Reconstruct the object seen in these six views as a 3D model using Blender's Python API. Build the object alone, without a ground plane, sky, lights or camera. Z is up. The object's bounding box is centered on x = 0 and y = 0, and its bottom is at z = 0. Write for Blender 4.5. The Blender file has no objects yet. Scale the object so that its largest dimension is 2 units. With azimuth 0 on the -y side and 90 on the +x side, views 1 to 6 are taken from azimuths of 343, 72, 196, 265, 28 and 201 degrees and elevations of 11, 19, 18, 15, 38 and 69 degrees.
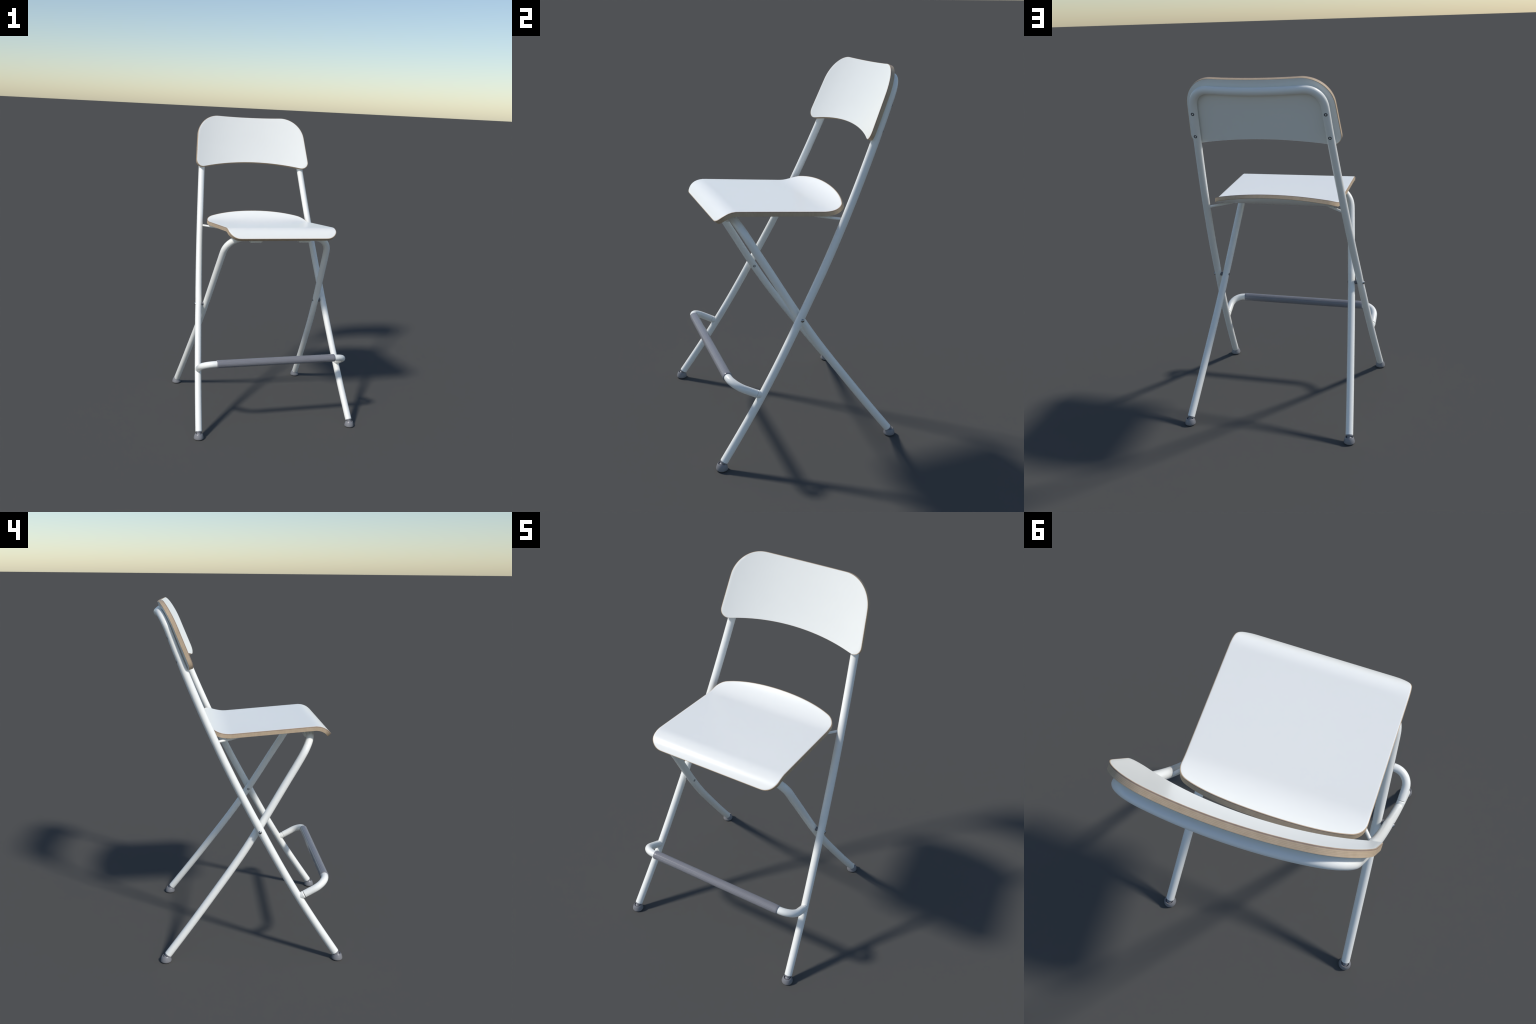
"""Folding bar stool: two crossed tubular frames, a moulded plywood seat,
a bent plywood backrest, a footrest with a ribbed grip and swivel foot caps."""
import bpy
import math
import numpy as np
from mathutils import Vector, Matrix

# ------------------------------------------------------------------ sizes
TUBE_R = 0.0211          # radius of the frame tubes
PLY = 0.0235             # thickness of the backrest
SEAT_PLY = 0.0253        # thickness of the seat
ROD_R = 0.0070           # thin support rod under the seat

COL = bpy.context.scene.collection


# ------------------------------------------------------------------ materials
def new_mat(name):
    m = bpy.data.materials.new(name)
    m.use_nodes = True
    nt = m.node_tree
    return m, nt, nt.nodes["Principled BSDF"]


def add_noise_colour(nt, bsdf, a, b, scale, stretch=(1, 1, 1), detail=3.0, lo=0.35, hi=0.65):
    tc = nt.nodes.new("ShaderNodeTexCoord")
    mp = nt.nodes.new("ShaderNodeMapping")
    mp.inputs["Scale"].default_value = stretch
    nz = nt.nodes.new("ShaderNodeTexNoise")
    nz.inputs["Scale"].default_value = scale
    nz.inputs["Detail"].default_value = detail
    rp = nt.nodes.new("ShaderNodeValToRGB")
    rp.color_ramp.elements[0].position = lo
    rp.color_ramp.elements[1].position = hi
    rp.color_ramp.elements[0].color = (*a, 1)
    rp.color_ramp.elements[1].color = (*b, 1)
    nt.links.new(tc.outputs["Object"], mp.inputs["Vector"])
    nt.links.new(mp.outputs["Vector"], nz.inputs["Vector"])
    nt.links.new(nz.outputs["Fac"], rp.inputs["Fac"])
    nt.links.new(rp.outputs["Color"], bsdf.inputs["Base Color"])
    return nz


def add_bump(nt, bsdf, scale, strength, dist):
    tc = nt.nodes.new("ShaderNodeTexCoord")
    nz = nt.nodes.new("ShaderNodeTexNoise")
    nz.inputs["Scale"].default_value = scale
    nz.inputs["Detail"].default_value = 2.0
    bp = nt.nodes.new("ShaderNodeBump")
    bp.inputs["Strength"].default_value = strength
    bp.inputs["Distance"].default_value = dist
    nt.links.new(tc.outputs["Object"], nz.inputs["Vector"])
    nt.links.new(nz.outputs["Fac"], bp.inputs["Height"])
    nt.links.new(bp.outputs["Normal"], bsdf.inputs["Normal"])


def painted_steel():
    m, nt, b = new_mat("white_painted_steel")
    add_noise_colour(nt, b, (0.975, 0.97, 0.918), (0.983, 0.978, 0.926), 9.0)
    b.inputs["Roughness"].default_value = 0.33
    b.inputs["Specular IOR Level"].default_value = 0.5
    return m


def laminate():
    m, nt, b = new_mat("white_laminate")
    add_noise_colour(nt, b, (0.983, 0.977, 0.924), (0.987, 0.981, 0.928), 6.0)
    b.inputs["Roughness"].default_value = 0.30
    b.inputs["Specular IOR Level"].default_value = 0.5
    return m


def plywood(name, a, b_):
    m, nt, b = new_mat(name)
    add_noise_colour(nt, b, a, b_, 60.0, (1.0, 1.0, 0.35), 4.0, 0.3, 0.7)
    b.inputs["Roughness"].default_value = 0.6
    b.inputs["Specular IOR Level"].default_value = 0.3
    return m


def plastic():
    m, nt, b = new_mat("grey_plastic")
    add_noise_colour(nt, b, (0.23, 0.23, 0.245), (0.245, 0.245, 0.26), 30.0)
    b.inputs["Roughness"].default_value = 0.33
    return m


def rubber():
    m, nt, b = new_mat("grey_grip_plastic")
    add_noise_colour(nt, b, (0.235, 0.235, 0.258), (0.25, 0.25, 0.272), 30.0, (0.2, 1, 1))
    b.inputs["Roughness"].default_value = 0.18
    return m


def dark_plastic():
    m, nt, b = new_mat("dark_plastic")
    add_noise_colour(nt, b, (0.15, 0.15, 0.165), (0.17, 0.17, 0.185), 40.0)
    b.inputs["Roughness"].default_value = 0.4
    return m


def steel():
    m, nt, b = new_mat("zinc_plated_steel")
    add_noise_colour(nt, b, (0.42, 0.43, 0.44), (0.5, 0.5, 0.5), 80.0)
    b.inputs["Metallic"].default_value = 1.0
    b.inputs["Roughness"].default_value = 0.25
    return m


def dark_steel():
    m, nt, b = new_mat("blackened_screw_steel")
    add_noise_colour(nt, b, (0.11, 0.115, 0.125), (0.14, 0.145, 0.155), 80.0)
    b.inputs["Metallic"].default_value = 0.5
    b.inputs["Roughness"].default_value = 0.4
    return m


STEEL_WHITE = painted_steel()
LAMINATE = laminate()
PLY_LIGHT = plywood("birch_ply", (0.575, 0.43, 0.285), (0.635, 0.485, 0.33))
PLY_DARK = plywood("birch_ply_glue_line", (0.47, 0.35, 0.235), (0.53, 0.40, 0.275))
PLY_FACE = plywood("birch_face_veneer", (0.36, 0.255, 0.195), (0.42, 0.305, 0.235))
PLASTIC = plastic()
RUBBER = rubber()
DARK = dark_plastic()
ZINC = steel()
SCREW = dark_steel()


# ------------------------------------------------------------------ helpers
def make_obj(name, verts, faces, mats, parent=None, fmat=None, angle=35.0):
    me = bpy.data.meshes.new(name)
    me.from_pydata([tuple(map(float, v)) for v in verts], [], faces)
    for m in mats:
        me.materials.append(m)
    if fmat is not None:
        me.polygons.foreach_set("material_index", fmat)
    me.polygons.foreach_set("use_smooth", [True] * len(me.polygons))
    me.update()
    me.set_sharp_from_angle(angle=math.radians(angle))
    ob = bpy.data.objects.new(name, me)
    COL.objects.link(ob)
    if parent is not None:
        ob.parent = parent
    return ob


def place_copy(src, name, matrix, parent):
    ob = src.copy()
    ob.name = name
    COL.objects.link(ob)
    ob.parent = parent
    ob.matrix_local = matrix
    return ob


def spline(kz, kv, z):
    """natural cubic spline through (kz, kv), evaluated at z"""
    kz, kv, z = np.asarray(kz, float), np.asarray(kv, float), np.asarray(z, float)
    n = len(kz)
    h = np.diff(kz)
    A, b = np.eye(n), np.zeros(n)
    for i in range(1, n - 1):
        A[i, i - 1], A[i, i], A[i, i + 1] = h[i - 1], 2 * (h[i - 1] + h[i]), h[i]
        b[i] = 6 * ((kv[i + 1] - kv[i]) / h[i] - (kv[i] - kv[i - 1]) / h[i - 1])
    M = np.linalg.solve(A, b)
    j = np.clip(np.searchsorted(kz, z) - 1, 0, n - 2)
    a, c, hh = kz[j + 1] - z, z - kz[j], h[j]
    return (M[j] * a**3 + M[j + 1] * c**3) / (6 * hh) + (kv[j] / hh - M[j] * hh / 6) * a \
        + (kv[j + 1] / hh - M[j + 1] * hh / 6) * c


def fillet(a, c, b, r, n=14):
    """arc of radius r rounding the corner a-c-b (any dimension)"""
    a, c, b = (np.asarray(v, float) for v in (a, c, b))
    u, v = (a - c) / np.linalg.norm(a - c), (b - c) / np.linalg.norm(b - c)
    half = math.acos(np.clip(u @ v, -1, 1)) / 2
    t = r / math.tan(half)
    bis = (u + v) / np.linalg.norm(u + v)
    o = c + bis * r / math.sin(half)
    p, q = c + u * t - o, c + v * t - o
    ang = math.pi - 2 * half
    return [o + (math.sin((1 - k) * ang) * p + math.sin(k * ang) * q) / math.sin(ang)
            for k in np.linspace(0, 1, n)]


def resample(path, step):
    p = np.asarray(path, float)
    d = np.concatenate([[0], np.cumsum(np.linalg.norm(np.diff(p, axis=0), axis=1))])
    keep = np.concatenate([[True], np.diff(d) > 1e-7])
    p, d = p[keep], d[keep]
    s = np.linspace(0, d[-1], max(2, int(round(d[-1] / step)) + 1))
    return np.stack([np.interp(s, d, p[:, k]) for k in range(p.shape[1])], -1)


def smooth_path(p, it=6):
    p = p.copy()
    for _ in range(it):
        p[1:-1] = 0.25 * p[:-2] + 0.5 * p[1:-1] + 0.25 * p[2:]
    return p


def sweep(name, path, radius, mats, parent, seg=32, shape=None, ref=(1, 0, 0), cap=True):
    """tube along path; shape(point, angle) -> (side, normal) scale of the radius"""
    p = np.asarray(path, float)
    t = np.gradient(p, axis=0)
    t /= np.linalg.norm(t, axis=1)[:, None]
    n = np.array(ref, float)
    verts, faces = [], []
    for i in range(len(p)):
        n = n - (n @ t[i]) * t[i]
        n /= np.linalg.norm(n)
        b = np.cross(t[i], n)
        for k in range(seg):
            a = 2 * math.pi * k / seg
            sx, sy = shape(p[i], a) if shape else (1, 1)
            verts.append(p[i] + radius * (sx * math.cos(a) * n + sy * math.sin(a) * b))
    for i in range(len(p) - 1):
        for k in range(seg):
            k2 = (k + 1) % seg
            faces.append((i * seg + k, i * seg + k2, (i + 1) * seg + k2, (i + 1) * seg + k))
    if cap:
        faces.append(tuple(reversed(range(seg))))
        faces.append(tuple(range((len(p) - 1) * seg, len(p) * seg)))
    return make_obj(name, verts, faces, mats, parent)


def lathe_data(profile, seg=32):
    """surface of revolution about z from a list of (radius, z)"""
    verts, faces, rings = [], [], []
    for r, z in profile:
        if r < 1e-6:
            rings.append([len(verts)])
            verts.append((0, 0, z))
        else:
            rings.append(list(range(len(verts), len(verts) + seg)))
            verts += [(r * math.cos(2 * math.pi * k / seg), r * math.sin(2 * math.pi * k / seg), z)
                      for k in range(seg)]
    for a, b in zip(rings, rings[1:]):
        for k in range(seg):
            k2 = (k + 1) % seg
            if len(a) == 1 and len(b) == 1:
                continue
            if len(a) == 1:
                faces.append((a[0], b[k2], b[k]))
            elif len(b) == 1:
                faces.append((a[k], a[k2], b[0]))
            else:
                faces.append((a[k], a[k2], b[k2], b[k]))
    return verts, faces


def lathe(name, profile, mats, parent, seg=32, matrix=None, angle=35.0):
    v, f = lathe_data(profile, seg)
    ob = make_obj(name, v, f, mats, parent, angle=angle)
    if matrix is not None:
        ob.matrix_local = matrix
    return ob


def frame_at(pos, axis):
    """matrix whose local z points along axis"""
    return Matrix.Translation(Vector(pos)) @ Vector((0, 0, 1)).rotation_difference(Vector(axis)).to_matrix().to_4x4()


# ------------------------------------------------------------------ the thing
stool = bpy.data.objects.new("folding_bar_stool", None)
COL.objects.link(stool)
stool["label"] = "white folding bar stool with bent plywood seat and grey footrest"
stool["category"] = "bar stool"


# ------------------------------------------------------------------ backrest surface
LEAN = 0.3732
NORMAL = np.array([0.0, 0.937, -0.35])      # pointing backwards


def back_surface(x, z):
    """y of the front face of the backrest"""
    return 0.389 + LEAN * (z - 1.75) - 0.2725 * x**2 - 0.265 * x**4


def back_normal(x):
    s = 2 * 0.2725 * x + 4 * 0.265 * x**3     # -dy/dx
    n = np.array([s, 1.0, -LEAN])
    return n / np.linalg.norm(n)


def back_point(x, z, depth):
    # the blank is cut square to its middle, so the rim runs parallel to NORMAL
    return np.array([x, back_surface(x, z), z]) + NORMAL * (depth / float(back_normal(x) @ NORMAL))


# ------------------------------------------------------------------ front frame
# one tube: front foot, up past the pivot, behind the backrest and down again
FZ = [0.02, 0.30, 0.60, 0.80, 1.00, 1.20, 1.45, 1.70, 1.80]
FY = [-0.4965, -0.3135, -0.1385, -0.0318, 0.0725, 0.1687, 0.2791, 0.3808, 0.4205]


def front_axis(z):
    return np.stack([0.5195 - 0.0933 * np.asarray(z), spline(FZ, FY, z), np.asarray(z)], -1)


BAR_OFF = PLY + TUBE_R - 0.0006
bar_z = lambda x: 1.9455 + 0.123 * x * x
corner_x = 0.3395
corner = (corner_x, bar_z(corner_x))
arc = fillet((corner_x + 0.0933 * 0.2, corner[1] - 0.2), corner, (0.20, bar_z(0.20)), 0.092, 20)
z_join = 1.74
half = [front_axis(z) for z in np.linspace(0.043, z_join, 90)]
top2d = [np.array(a) for a in arc] + [np.array((x, bar_z(x))) for x in np.linspace(0.21, 0.0, 15)]
half += [np.array([q[0], back_surface(q[0], q[1]), q[1]]) + NORMAL * BAR_OFF for q in top2d]
half = np.array(half)
full = np.concatenate([half, half[-2::-1] * np.array([-1, 1, 1])])
full = smooth_path(resample(full, 0.012), 4)

PIVOT = (-0.0465, 0.7610)      # y, z of the crossing bolts


def pinch(p, a):
    """tubes are pressed flat a little where the pivot bolt clamps them"""
    d2 = (p[1] - PIVOT[0])**2 + (p[2] - PIVOT[1])**2
    g = math.exp(-d2 / 0.045**2)
    # and bear flat against the back of the plywood higher up
    k = min(1.0, max(0.0, (p[2] - 1.64) / 0.05))
    return 1 - 0.04 * g + 0.01 * k, 1 + 0.03 * g - 0.07 * k


front = sweep("front_leg_frame", full, TUBE_R, [STEEL_WHITE], stool, 36, pinch)

# ------------------------------------------------------------------ rear frame
RZ = [0.02, 0.20, 0.40, 0.60, 0.75, 0.90, 1.05, 1.15, 1.265]
RY = [0.4885, 0.3510, 0.2030, 0.0595, -0.0385, -0.1300, -0.2200, -0.2810, -0.3470]


def rear_axis(z):
    return np.stack([0.4785 - 0.1082 * np.asarray(z), spline(RZ, RY, z), np.asarray(z)], -1)


c = rear_axis(1.265)
rear_half = [rear_axis(z) for z in np.linspace(0.041, 1.10, 70)]
rear_half += fillet(rear_axis(1.12), c, c * np.array([0, 1, 1]), 0.128, 20)
rear_half += [np.array([x, c[1], c[2]]) for x in np.linspace(0.19, 0, 8)]
rear_half = np.array(rear_half)
rear_full = np.concatenate([rear_half, rear_half[-2::-1] * np.array([-1, 1, 1])])
rear_full = smooth_path(resample(rear_full, 0.012), 4)
rear = sweep("rear_leg_frame", rear_full, TUBE_R, [STEEL_WHITE], stool, 36, pinch)


# ------------------------------------------------------------------ plywood panels
def close_outline(half_pts):
    """right half outline (bottom centre .. top centre) -> closed outline"""
    h = np.asarray(half_pts)
    return np.concatenate([h, h[-2:0:-1] * np.array([-1, 1])])


# plies of the rim as (depth share, material): face veneer, then birch with glue lines
PLIES = [(0.0, 1), (0.045, 3), (0.20, 1), (0.36, 2), (0.40, 1), (0.53, 2), (0.57, 1), (0.70, 2), (0.74, 1),
         (0.87, 2), (0.90, 1), (0.96, 1), (1.0, 0)]


def ply_panel(outline, centre, mapping, thick, rings=26):
    """sheet filled from its centre to its outline, its rim built ply by ply"""
    N = len(outline)
    cx = np.asarray(centre)
    verts, faces, fm = [], [], []

    def ring(t, depth):
        base = len(verts)
        for q in outline:
            w = cx + (q - cx) * t
            verts.append(mapping(w[0], w[1], depth))
        return base

    def bridge(a, b, mat, flip=False):
        for k in range(N):
            k2 = (k + 1) % N
            f = (a + k, a + k2, b + k2, b + k)
            faces.append(tuple(reversed(f)) if flip else f)
            fm.append(mat)

    ts = np.linspace(0, 1, rings + 1)[1:]
    inset = 1 - 0.0020 / 0.3
    for depth, flip in ((0.0, False), (thick, True)):
        verts.append(mapping(cx[0], cx[1], depth))
        prev_c = len(verts) - 1
        prev = None
        for t in ts:
            cur = ring(t * inset if t == 1 else t, depth)
            if prev is None:
                for k in range(N):
                    f = (prev_c, cur + k, cur + (k + 1) % N)
                    faces.append(tuple(reversed(f)) if flip else f)
                    fm.append(0)
            else:
                bridge(prev, cur, 0, not flip)
            prev = cur
        if flip:
            bottom = prev
        else:
            top = prev
    prev = top
    for (d0, m0), (d1, m1) in zip(PLIES, PLIES[1:]):
        if d1 >= 1.0:
            cur = bottom
        else:
            cur = ring(1.0, d1 * thick)
        bridge(prev, cur, m0, True)
        prev = cur
    return verts, faces, fm


MATS_PLY = [LAMINATE, PLY_LIGHT, PLY_DARK, PLY_FACE]


def orient_outward(ob):
    import bmesh
    bm = bmesh.new()
    bm.from_mesh(ob.data)
    bmesh.ops.recalc_face_normals(bm, faces=bm.faces)
    bm.to_mesh(ob.data)
    bm.free()
    ob.data.set_sharp_from_angle(angle=math.radians(28))


# ---- backrest outline in (x, z): arched bottom edge, leaning sides, big top corners
K = math.sqrt(1 + LEAN**2)                       # slope length per metre of z
side_x = lambda z: 0.4070 - 0.1073 * (z - 1.75)
low = lambda x: 1.6839 - 0.2385 * x * x
high = lambda x: 1.9950 + 0.098 * x * x
lift = lambda q: np.array([q[0], q[1] * K])
# virtual corners
xb = 0.4155
for _ in range(20):
    xb = side_x(low(xb))
xt = 0.38
for _ in range(20):
    xt = side_x(high(xt))
bot_c, top_c = (xb, low(xb)), (xt, high(xt))
a_bot = fillet(lift((0.33, low(0.33))), lift(bot_c), lift((side_x(1.78), 1.78)), 0.046, 16)
a_top = fillet(lift((side_x(1.78), 1.78)), lift(top_c), lift((0.2, high(0.2))), 0.158, 30)
outl = [np.array((x, low(x) * K)) for x in np.linspace(0, 0.325, 26)] + a_bot
outl += [lift((side_x(z), z)) for z in np.linspace(a_bot[-1][1] / K + 0.01, a_top[0][1] / K - 0.01, 10)]
outl += a_top
x_end = a_top[-1][0]
outl += [np.array((x, high(x) * K)) for x in np.linspace(x_end - 0.015, 0, 16)]
outl = smooth_path(np.array(outl), 2)
outl[0, 0] = outl[-1, 0] = 0.0
outline = close_outline(outl)
v, f, fm = ply_panel(outline, (0.0, 1.84 * K), lambda a, b, d: back_point(a, b / K, d), PLY)
backrest = make_obj("backrest", v, f, MATS_PLY, stool, fm)
orient_outward(backrest)

# ---- seat: profile (y, z) of the upper face, rolled down in front, up at the rear
TILT = math.atan(0.0814)
seat_flat = lambda y: 1.3029 - 0.0814 * y


def seat_profile():
    pts = []
    # rear roll: starts at y = 0.105, angle rises from -TILT to about 42 degrees
    R, y0 = 0.190, 0.100
    rear_pts = []
    for a in np.linspace(-TILT, math.radians(54), 30):
        rear_pts.append((y0 + R * (math.sin(a) + math.sin(TILT)),
                         seat_flat(y0) + R * (math.cos(TILT) - math.cos(a))))
    # front roll: radius 0.1035 down to 50 degrees, then straight
    R, y1 = 0.1035, -0.3548
    front_pts = []
    for a in np.linspace(-TILT, math.radians(50), 22):
        front_pts.append((y1 - R * (math.sin(a) + math.sin(TILT)),
                          seat_flat(y1) - R * (math.cos(TILT) - math.cos(a))))
    e = np.array(front_pts[-1])
    d = np.array([-math.cos(math.radians(50)), -math.sin(math.radians(50))])
    front_pts += [tuple(e + d * s) for s in (0.008, 0.016, 0.0243)]
    flat = [(y, seat_flat(y)) for y in np.linspace(y1, y0, 40)]
    return np.array(front_pts[::-1] + flat[1:-1] + rear_pts)


prof = resample(seat_profile(), 0.004)
arc_s = np.concatenate([[0], np.cumsum(np.linalg.norm(np.diff(prof, axis=0), axis=1))])
tan = np.gradient(prof, axis=0)
tan /= np.linalg.norm(tan, axis=1)[:, None]
tan[1:-1] = (tan[:-2] + tan[1:-1] + tan[2:]) / 3


def seat_point(x, s, depth):
    y, z = np.interp(s, arc_s, prof[:, 0]), np.interp(s, arc_s, prof[:, 1])
    ty, tz = np.interp(s, arc_s, tan[:, 0]), np.interp(s, arc_s, tan[:, 1])
    l = math.hypot(ty, tz)
    return np.array([x, y + tz / l * depth, z - ty / l * depth])


def s_at_y(y):
    return float(np.interp(y, prof[:, 0], arc_s))


SEAT_W = 0.3592
s_rear = s_at_y(0.2495) + 0.003
rear_s = lambda x: s_rear - 0.36 * x * x - 1.25 * x**4
fr = fillet((0.0, 0.0), (SEAT_W - 0.002, 0.0), (SEAT_W, 0.3), 0.072, 18)
rr = fillet((SEAT_W, 0.3), (SEAT_W, rear_s(SEAT_W) + 0.004), (0.25, rear_s(0.25)), 0.075, 20)
so = [np.array((x, 0.0)) for x in np.linspace(0, 0.27, 16)] + fr
so += [np.array((SEAT_W, s)) for s in np.linspace(fr[-1][1] + 0.02, rr[0][1] - 0.02, 24)] + rr
so += [np.array((x, rear_s(x))) for x in np.linspace(rr[-1][0] - 0.015, 0, 18)]
so = smooth_path(np.array(so), 2)
so[0, 0] = so[-1, 0] = 0.0
seat_outline = close_outline(so)
v, f, fm = ply_panel(seat_outline, (0.0, 0.36), seat_point, SEAT_PLY, 46)
seat = make_obj("seat", v, f, MATS_PLY, stool, fm)
orient_outward(seat)

# ------------------------------------------------------------------ seat fittings
# two clamps hold the cross bar of the rear frame to the seat
by, bz = c[1], c[2]


def loft_box(name, sections, parent, mat):
    """closed solid through rings of equal length"""
    n = len(sections[0])
    verts = [p for sec in sections for p in sec]
    faces = []
    for i in range(len(sections) - 1):
        for k in range(n):
            k2 = (k + 1) % n
            faces.append((i * n + k, i * n + k2, (i + 1) * n + k2, (i + 1) * n + k))
    faces.append(tuple(reversed(range(n))))
    faces.append(tuple(range((len(sections) - 1) * n, len(sections) * n)))
    ob = make_obj(name, verts, faces, [mat], parent)
    orient_outward(ob)
    return ob


def seat_bracket(x0):
    """pressed steel clamp: a saddle round the cross bar with sloping ends"""
    top = lambda y: seat_flat(y) - SEAT_PLY + 0.001
    bottom = 1.2345
    ya, yb = by - 0.026, by + 0.026
    secs = []
    for hw, z, e in ((0.041, None, 0.0), (0.041, 1.2480, 0.0), (0.034, bottom + 0.002, 0.004), (0.032, bottom, 0.008)):
        zz = (top(ya), top(yb)) if z is None else (z, z)
        secs.append([(x0 - hw, ya + e, zz[0]), (x0 + hw, ya + e, zz[0]), (x0 + hw, yb - e, zz[1]), (x0 - hw, yb - e, zz[1])])
    return loft_box("seat_bracket", secs, seat, STEEL_WHITE)


for x0 in (-0.162, 0.162):
    seat_bracket(x0)

# a thin rod on each side: from the front tube, bending forward under the seat
# and running just below it to the clamp on the cross bar
rod_gap = 0.0145
for sx in (1, -1):
    start, bend, end = np.array((0.397, 0.2075)), np.array((0.170, -0.055)), np.array((0.162, by + 0.01))
    plan = resample([start] + fillet(start, bend, end, 0.12, 14) + [end], 0.01)
    rod = np.array([(x * sx, y, max(1.2548, seat_flat(y) - SEAT_PLY - rod_gap)) for x, y in plan])
    sweep("seat_support_rod", smooth_path(rod, 6), ROD_R, [STEEL_WHITE], stool, 20, ref=(0, 0, 1))

# ------------------------------------------------------------------ footrest
FR_R = 0.0206
fa = np.array([0.0, -0.4262, 0.4646])
fcorner = np.array([0.488, -0.4262, 0.4646])
fweld = np.array([0.488, -0.2968, 0.3942])
leg_dir = (fweld - fcorner) / np.linalg.norm(fweld - fcorner)
fh = [fa, np.array([0.38, fa[1], fa[2]])] + fillet(fa, fcorner, fweld, 0.082, 18) + [fweld - leg_dir * 0.004]
fh = np.array(fh)
ffull = np.concatenate([fh[::-1] * np.array([-1, 1, 1]), fh[1:]])
ffull = resample(ffull, 0.008)
footrest = sweep("footrest_bar", ffull, FR_R, [STEEL_WHITE], stool, 32, ref=(0, 0, 1))
# short sockets welded to the legs
for s in (-1, 1):
    base = fweld * np.array([s, 1, 1])
    d = front_axis(0.378) * np.array([s, 1, 1]) - base
    d = d / np.linalg.norm(d)
    L = 0.034
    prof_c = [(0.0, -0.002), (0.0165, -0.002), (0.0185, -0.0005), (0.0206, 0.001), (0.0211, 0.003), (0.0206, 0.006),
              (0.0200, 0.016), (0.0165, L), (0.0, L)]
    lathe("weld_socket", prof_c, [STEEL_WHITE], footrest, 32, frame_at(base, d), 50)

# ribbed grip sleeve
GRIP, GR = 0.402, 0.0252
xs = np.concatenate([[-GRIP, -GRIP + 0.0015, -GRIP + 0.012, -GRIP + 0.022], np.linspace(-GRIP + 0.03, GRIP - 0.03, 40),
                     [GRIP - 0.022, GRIP - 0.012, GRIP - 0.0015, GRIP]])
SEG = 240
verts, faces = [], []
RIBS = 18
for x in xs:
    fade = min(1.0, max(0.0, (GRIP - abs(x) - 0.012) / 0.014))
    end = 0.0012 if abs(x) > GRIP - 1e-6 else 0.0
    for k in range(SEG):
        a = 2 * math.pi * k / SEG
        groove = math.exp(-((((a * RIBS / (2 * math.pi)) % 1.0) - 0.5) / 0.09)**2)
        r = GR - end - 0.0008 * groove * fade
        verts.append((x, fa[1] + r * math.cos(a), fa[2] + r * math.sin(a)))
nx = len(xs)
for i in range(nx - 1):
    for k in range(SEG):
        k2 = (k + 1) % SEG
        faces.append((i * SEG + k, i * SEG + k2, (i + 1) * SEG + k2, (i + 1) * SEG + k))
# end faces, running in to the tube
for i, flip in ((0, False), (nx - 1, True)):
    b0 = len(verts)
    for k in range(SEG):
        a = 2 * math.pi * k / SEG
        verts.append((xs[i], fa[1] + 0.0195 * math.cos(a), fa[2] + 0.0195 * math.sin(a)))
    for k in range(SEG):
        k2 = (k + 1) % SEG
        q = (i * SEG + k, b0 + k, b0 + k2, i * SEG + k2)
        faces.append(tuple(reversed(q)) if flip else q)
grip = make_obj("footrest_grip", verts, faces, [RUBBER], footrest, angle=60)
orient_outward(grip)
grip.data.set_sharp_from_angle(angle=math.radians(50))

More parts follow.
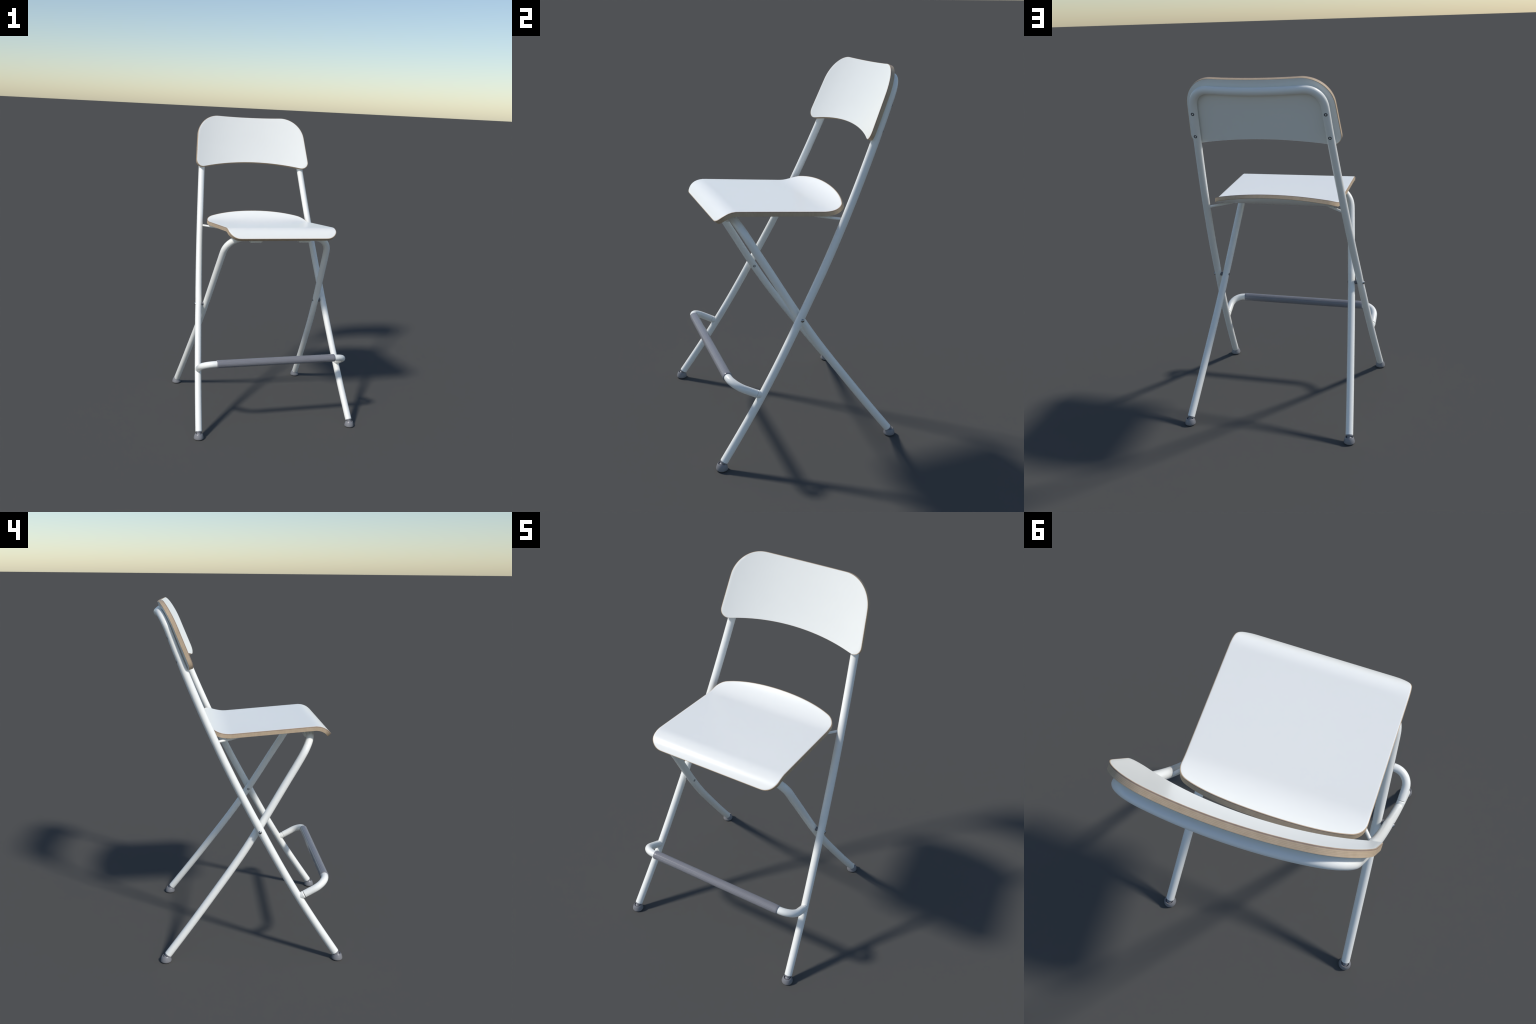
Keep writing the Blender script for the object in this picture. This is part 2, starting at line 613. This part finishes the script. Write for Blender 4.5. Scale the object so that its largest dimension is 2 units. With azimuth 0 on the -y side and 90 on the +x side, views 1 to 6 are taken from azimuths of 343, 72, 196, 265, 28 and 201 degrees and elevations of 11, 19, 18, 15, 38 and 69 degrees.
# ------------------------------------------------------------------ feet
DOME = [(0.0, 0.0), (0.0245, 0.0), (0.0285, 0.0010), (0.0308, 0.0035), (0.0313, 0.0065), (0.0308, 0.0110),
        (0.0294, 0.0175), (0.0274, 0.0240), (0.0248, 0.0300), (0.0222, 0.0345), (0.0204, 0.0362), (0.0190, 0.0356),
        (0.0180, 0.0330), (0.0175, 0.0280), (0.0, 0.0280)]
BALL = [(0.0, 0.0225)] + [(0.0155 * math.cos(a), 0.0265 + 0.0135 * math.sin(a)) for a in np.linspace(-0.25, 1.2, 10)] + \
    [(0.0, 0.0395)]
feet = []
first = None
for kind, axis_fn in (("front", front_axis), ("rear", rear_axis)):
    for s in (1, -1):
        p = axis_fn(0.024) * np.array([s, 1, 1])
        t = axis_fn(0.07) - axis_fn(0.043)
        t = t / np.linalg.norm(t) * np.array([s, 1, 1])
        loc = Matrix.Translation(Vector((p[0], p[1], 0.0)))
        if first is None:
            cap = lathe("foot_cap", DOME, [PLASTIC], stool, 40, loc, 40)
            ball = lathe("foot_ball", BALL, [PLASTIC], cap, 32, Matrix.Identity(4), 60)
            first = (cap, ball)
        else:
            cap = place_copy(first[0], "foot_cap", loc, stool)
            ball = place_copy(first[1], "foot_ball", Matrix.Identity(4), cap)
        # collar plugged into the tube end, on the tube axis
        end = axis_fn(0.043 if kind == "front" else 0.041) * np.array([s, 1, 1])
        m = loc.inverted() @ frame_at(end, t)
        prof_k = [(0.0, -0.0165), (0.0135, -0.0155), (0.0150, -0.0085), (0.0188, -0.0072), (0.0199, -0.0060),
                  (0.0199, -0.0004), (0.0, -0.0004)]
        lathe("foot_collar", prof_k, [PLASTIC], cap, 32, m, 40)

# ------------------------------------------------------------------ pivots
fx = float(front_axis(PIVOT[1])[0])
rx = float(rear_axis(PIVOT[1])[0])
pair = [None] * 3
for s in (1, -1):
    out = Vector((s, 0, 0))
    head = [(0.0, -0.004), (0.0094, -0.004), (0.0096, 0.0008), (0.0088, 0.0030), (0.0066, 0.0050), (0.0035, 0.0060),
            (0.0, 0.0063)]
    lathe("pivot_bolt", head, [ZINC], stool, 28, frame_at((s * (fx + TUBE_R * 0.95), PIVOT[0], PIVOT[1]), out), 40)
    gap0, gap1 = rx + TUBE_R * 0.85, fx - TUBE_R * 0.85
    g = (gap1 - gap0) / 2
    spacer = [(0.0, -g), (0.0110, -g), (0.0117, -g + 0.001), (0.0117, g - 0.001), (0.0110, g), (0.0, g)]
    lathe("pivot_spacer", spacer, [DARK], stool, 28, frame_at((s * (gap0 + g), PIVOT[0], PIVOT[1]), out), 40)
    nut = [(0.0, -0.004), (0.0078, -0.004), (0.0078, 0.0004), (0.0068, 0.0013), (0.0045, 0.0013), (0.0040, -0.0004),
           (0.0, -0.0004)]
    lathe("pivot_nut", nut, [SCREW], stool, 28, frame_at((s * (rx - TUBE_R * 0.96), PIVOT[0], PIVOT[1]), -out), 30)

# ------------------------------------------------------------------ backrest screws
SC = [(0.0, -0.004), (0.0092, -0.004), (0.0092, -0.0004), (0.0084, 0.0004), (0.0050, 0.0005), (0.0040, -0.0010),
      (0.0, -0.0012)]
scr = None
for z in (1.817, 1.694):
    for s in (1, -1):
        limb = full[full[:, 0] * s > 0.3]
        limb = limb[np.argsort(limb[:, 2])]
        p = np.array([np.interp(z, limb[:, 2], limb[:, k]) for k in range(3)])
        n = back_normal(0.12 * s)
        m = frame_at(p + n * (TUBE_R * 0.93 + 0.0006), n)
        if scr is None:
            scr = lathe("backrest_screw", SC, [SCREW], backrest, 24, m, 30)
        else:
            place_copy(scr, "backrest_screw", m, backrest)
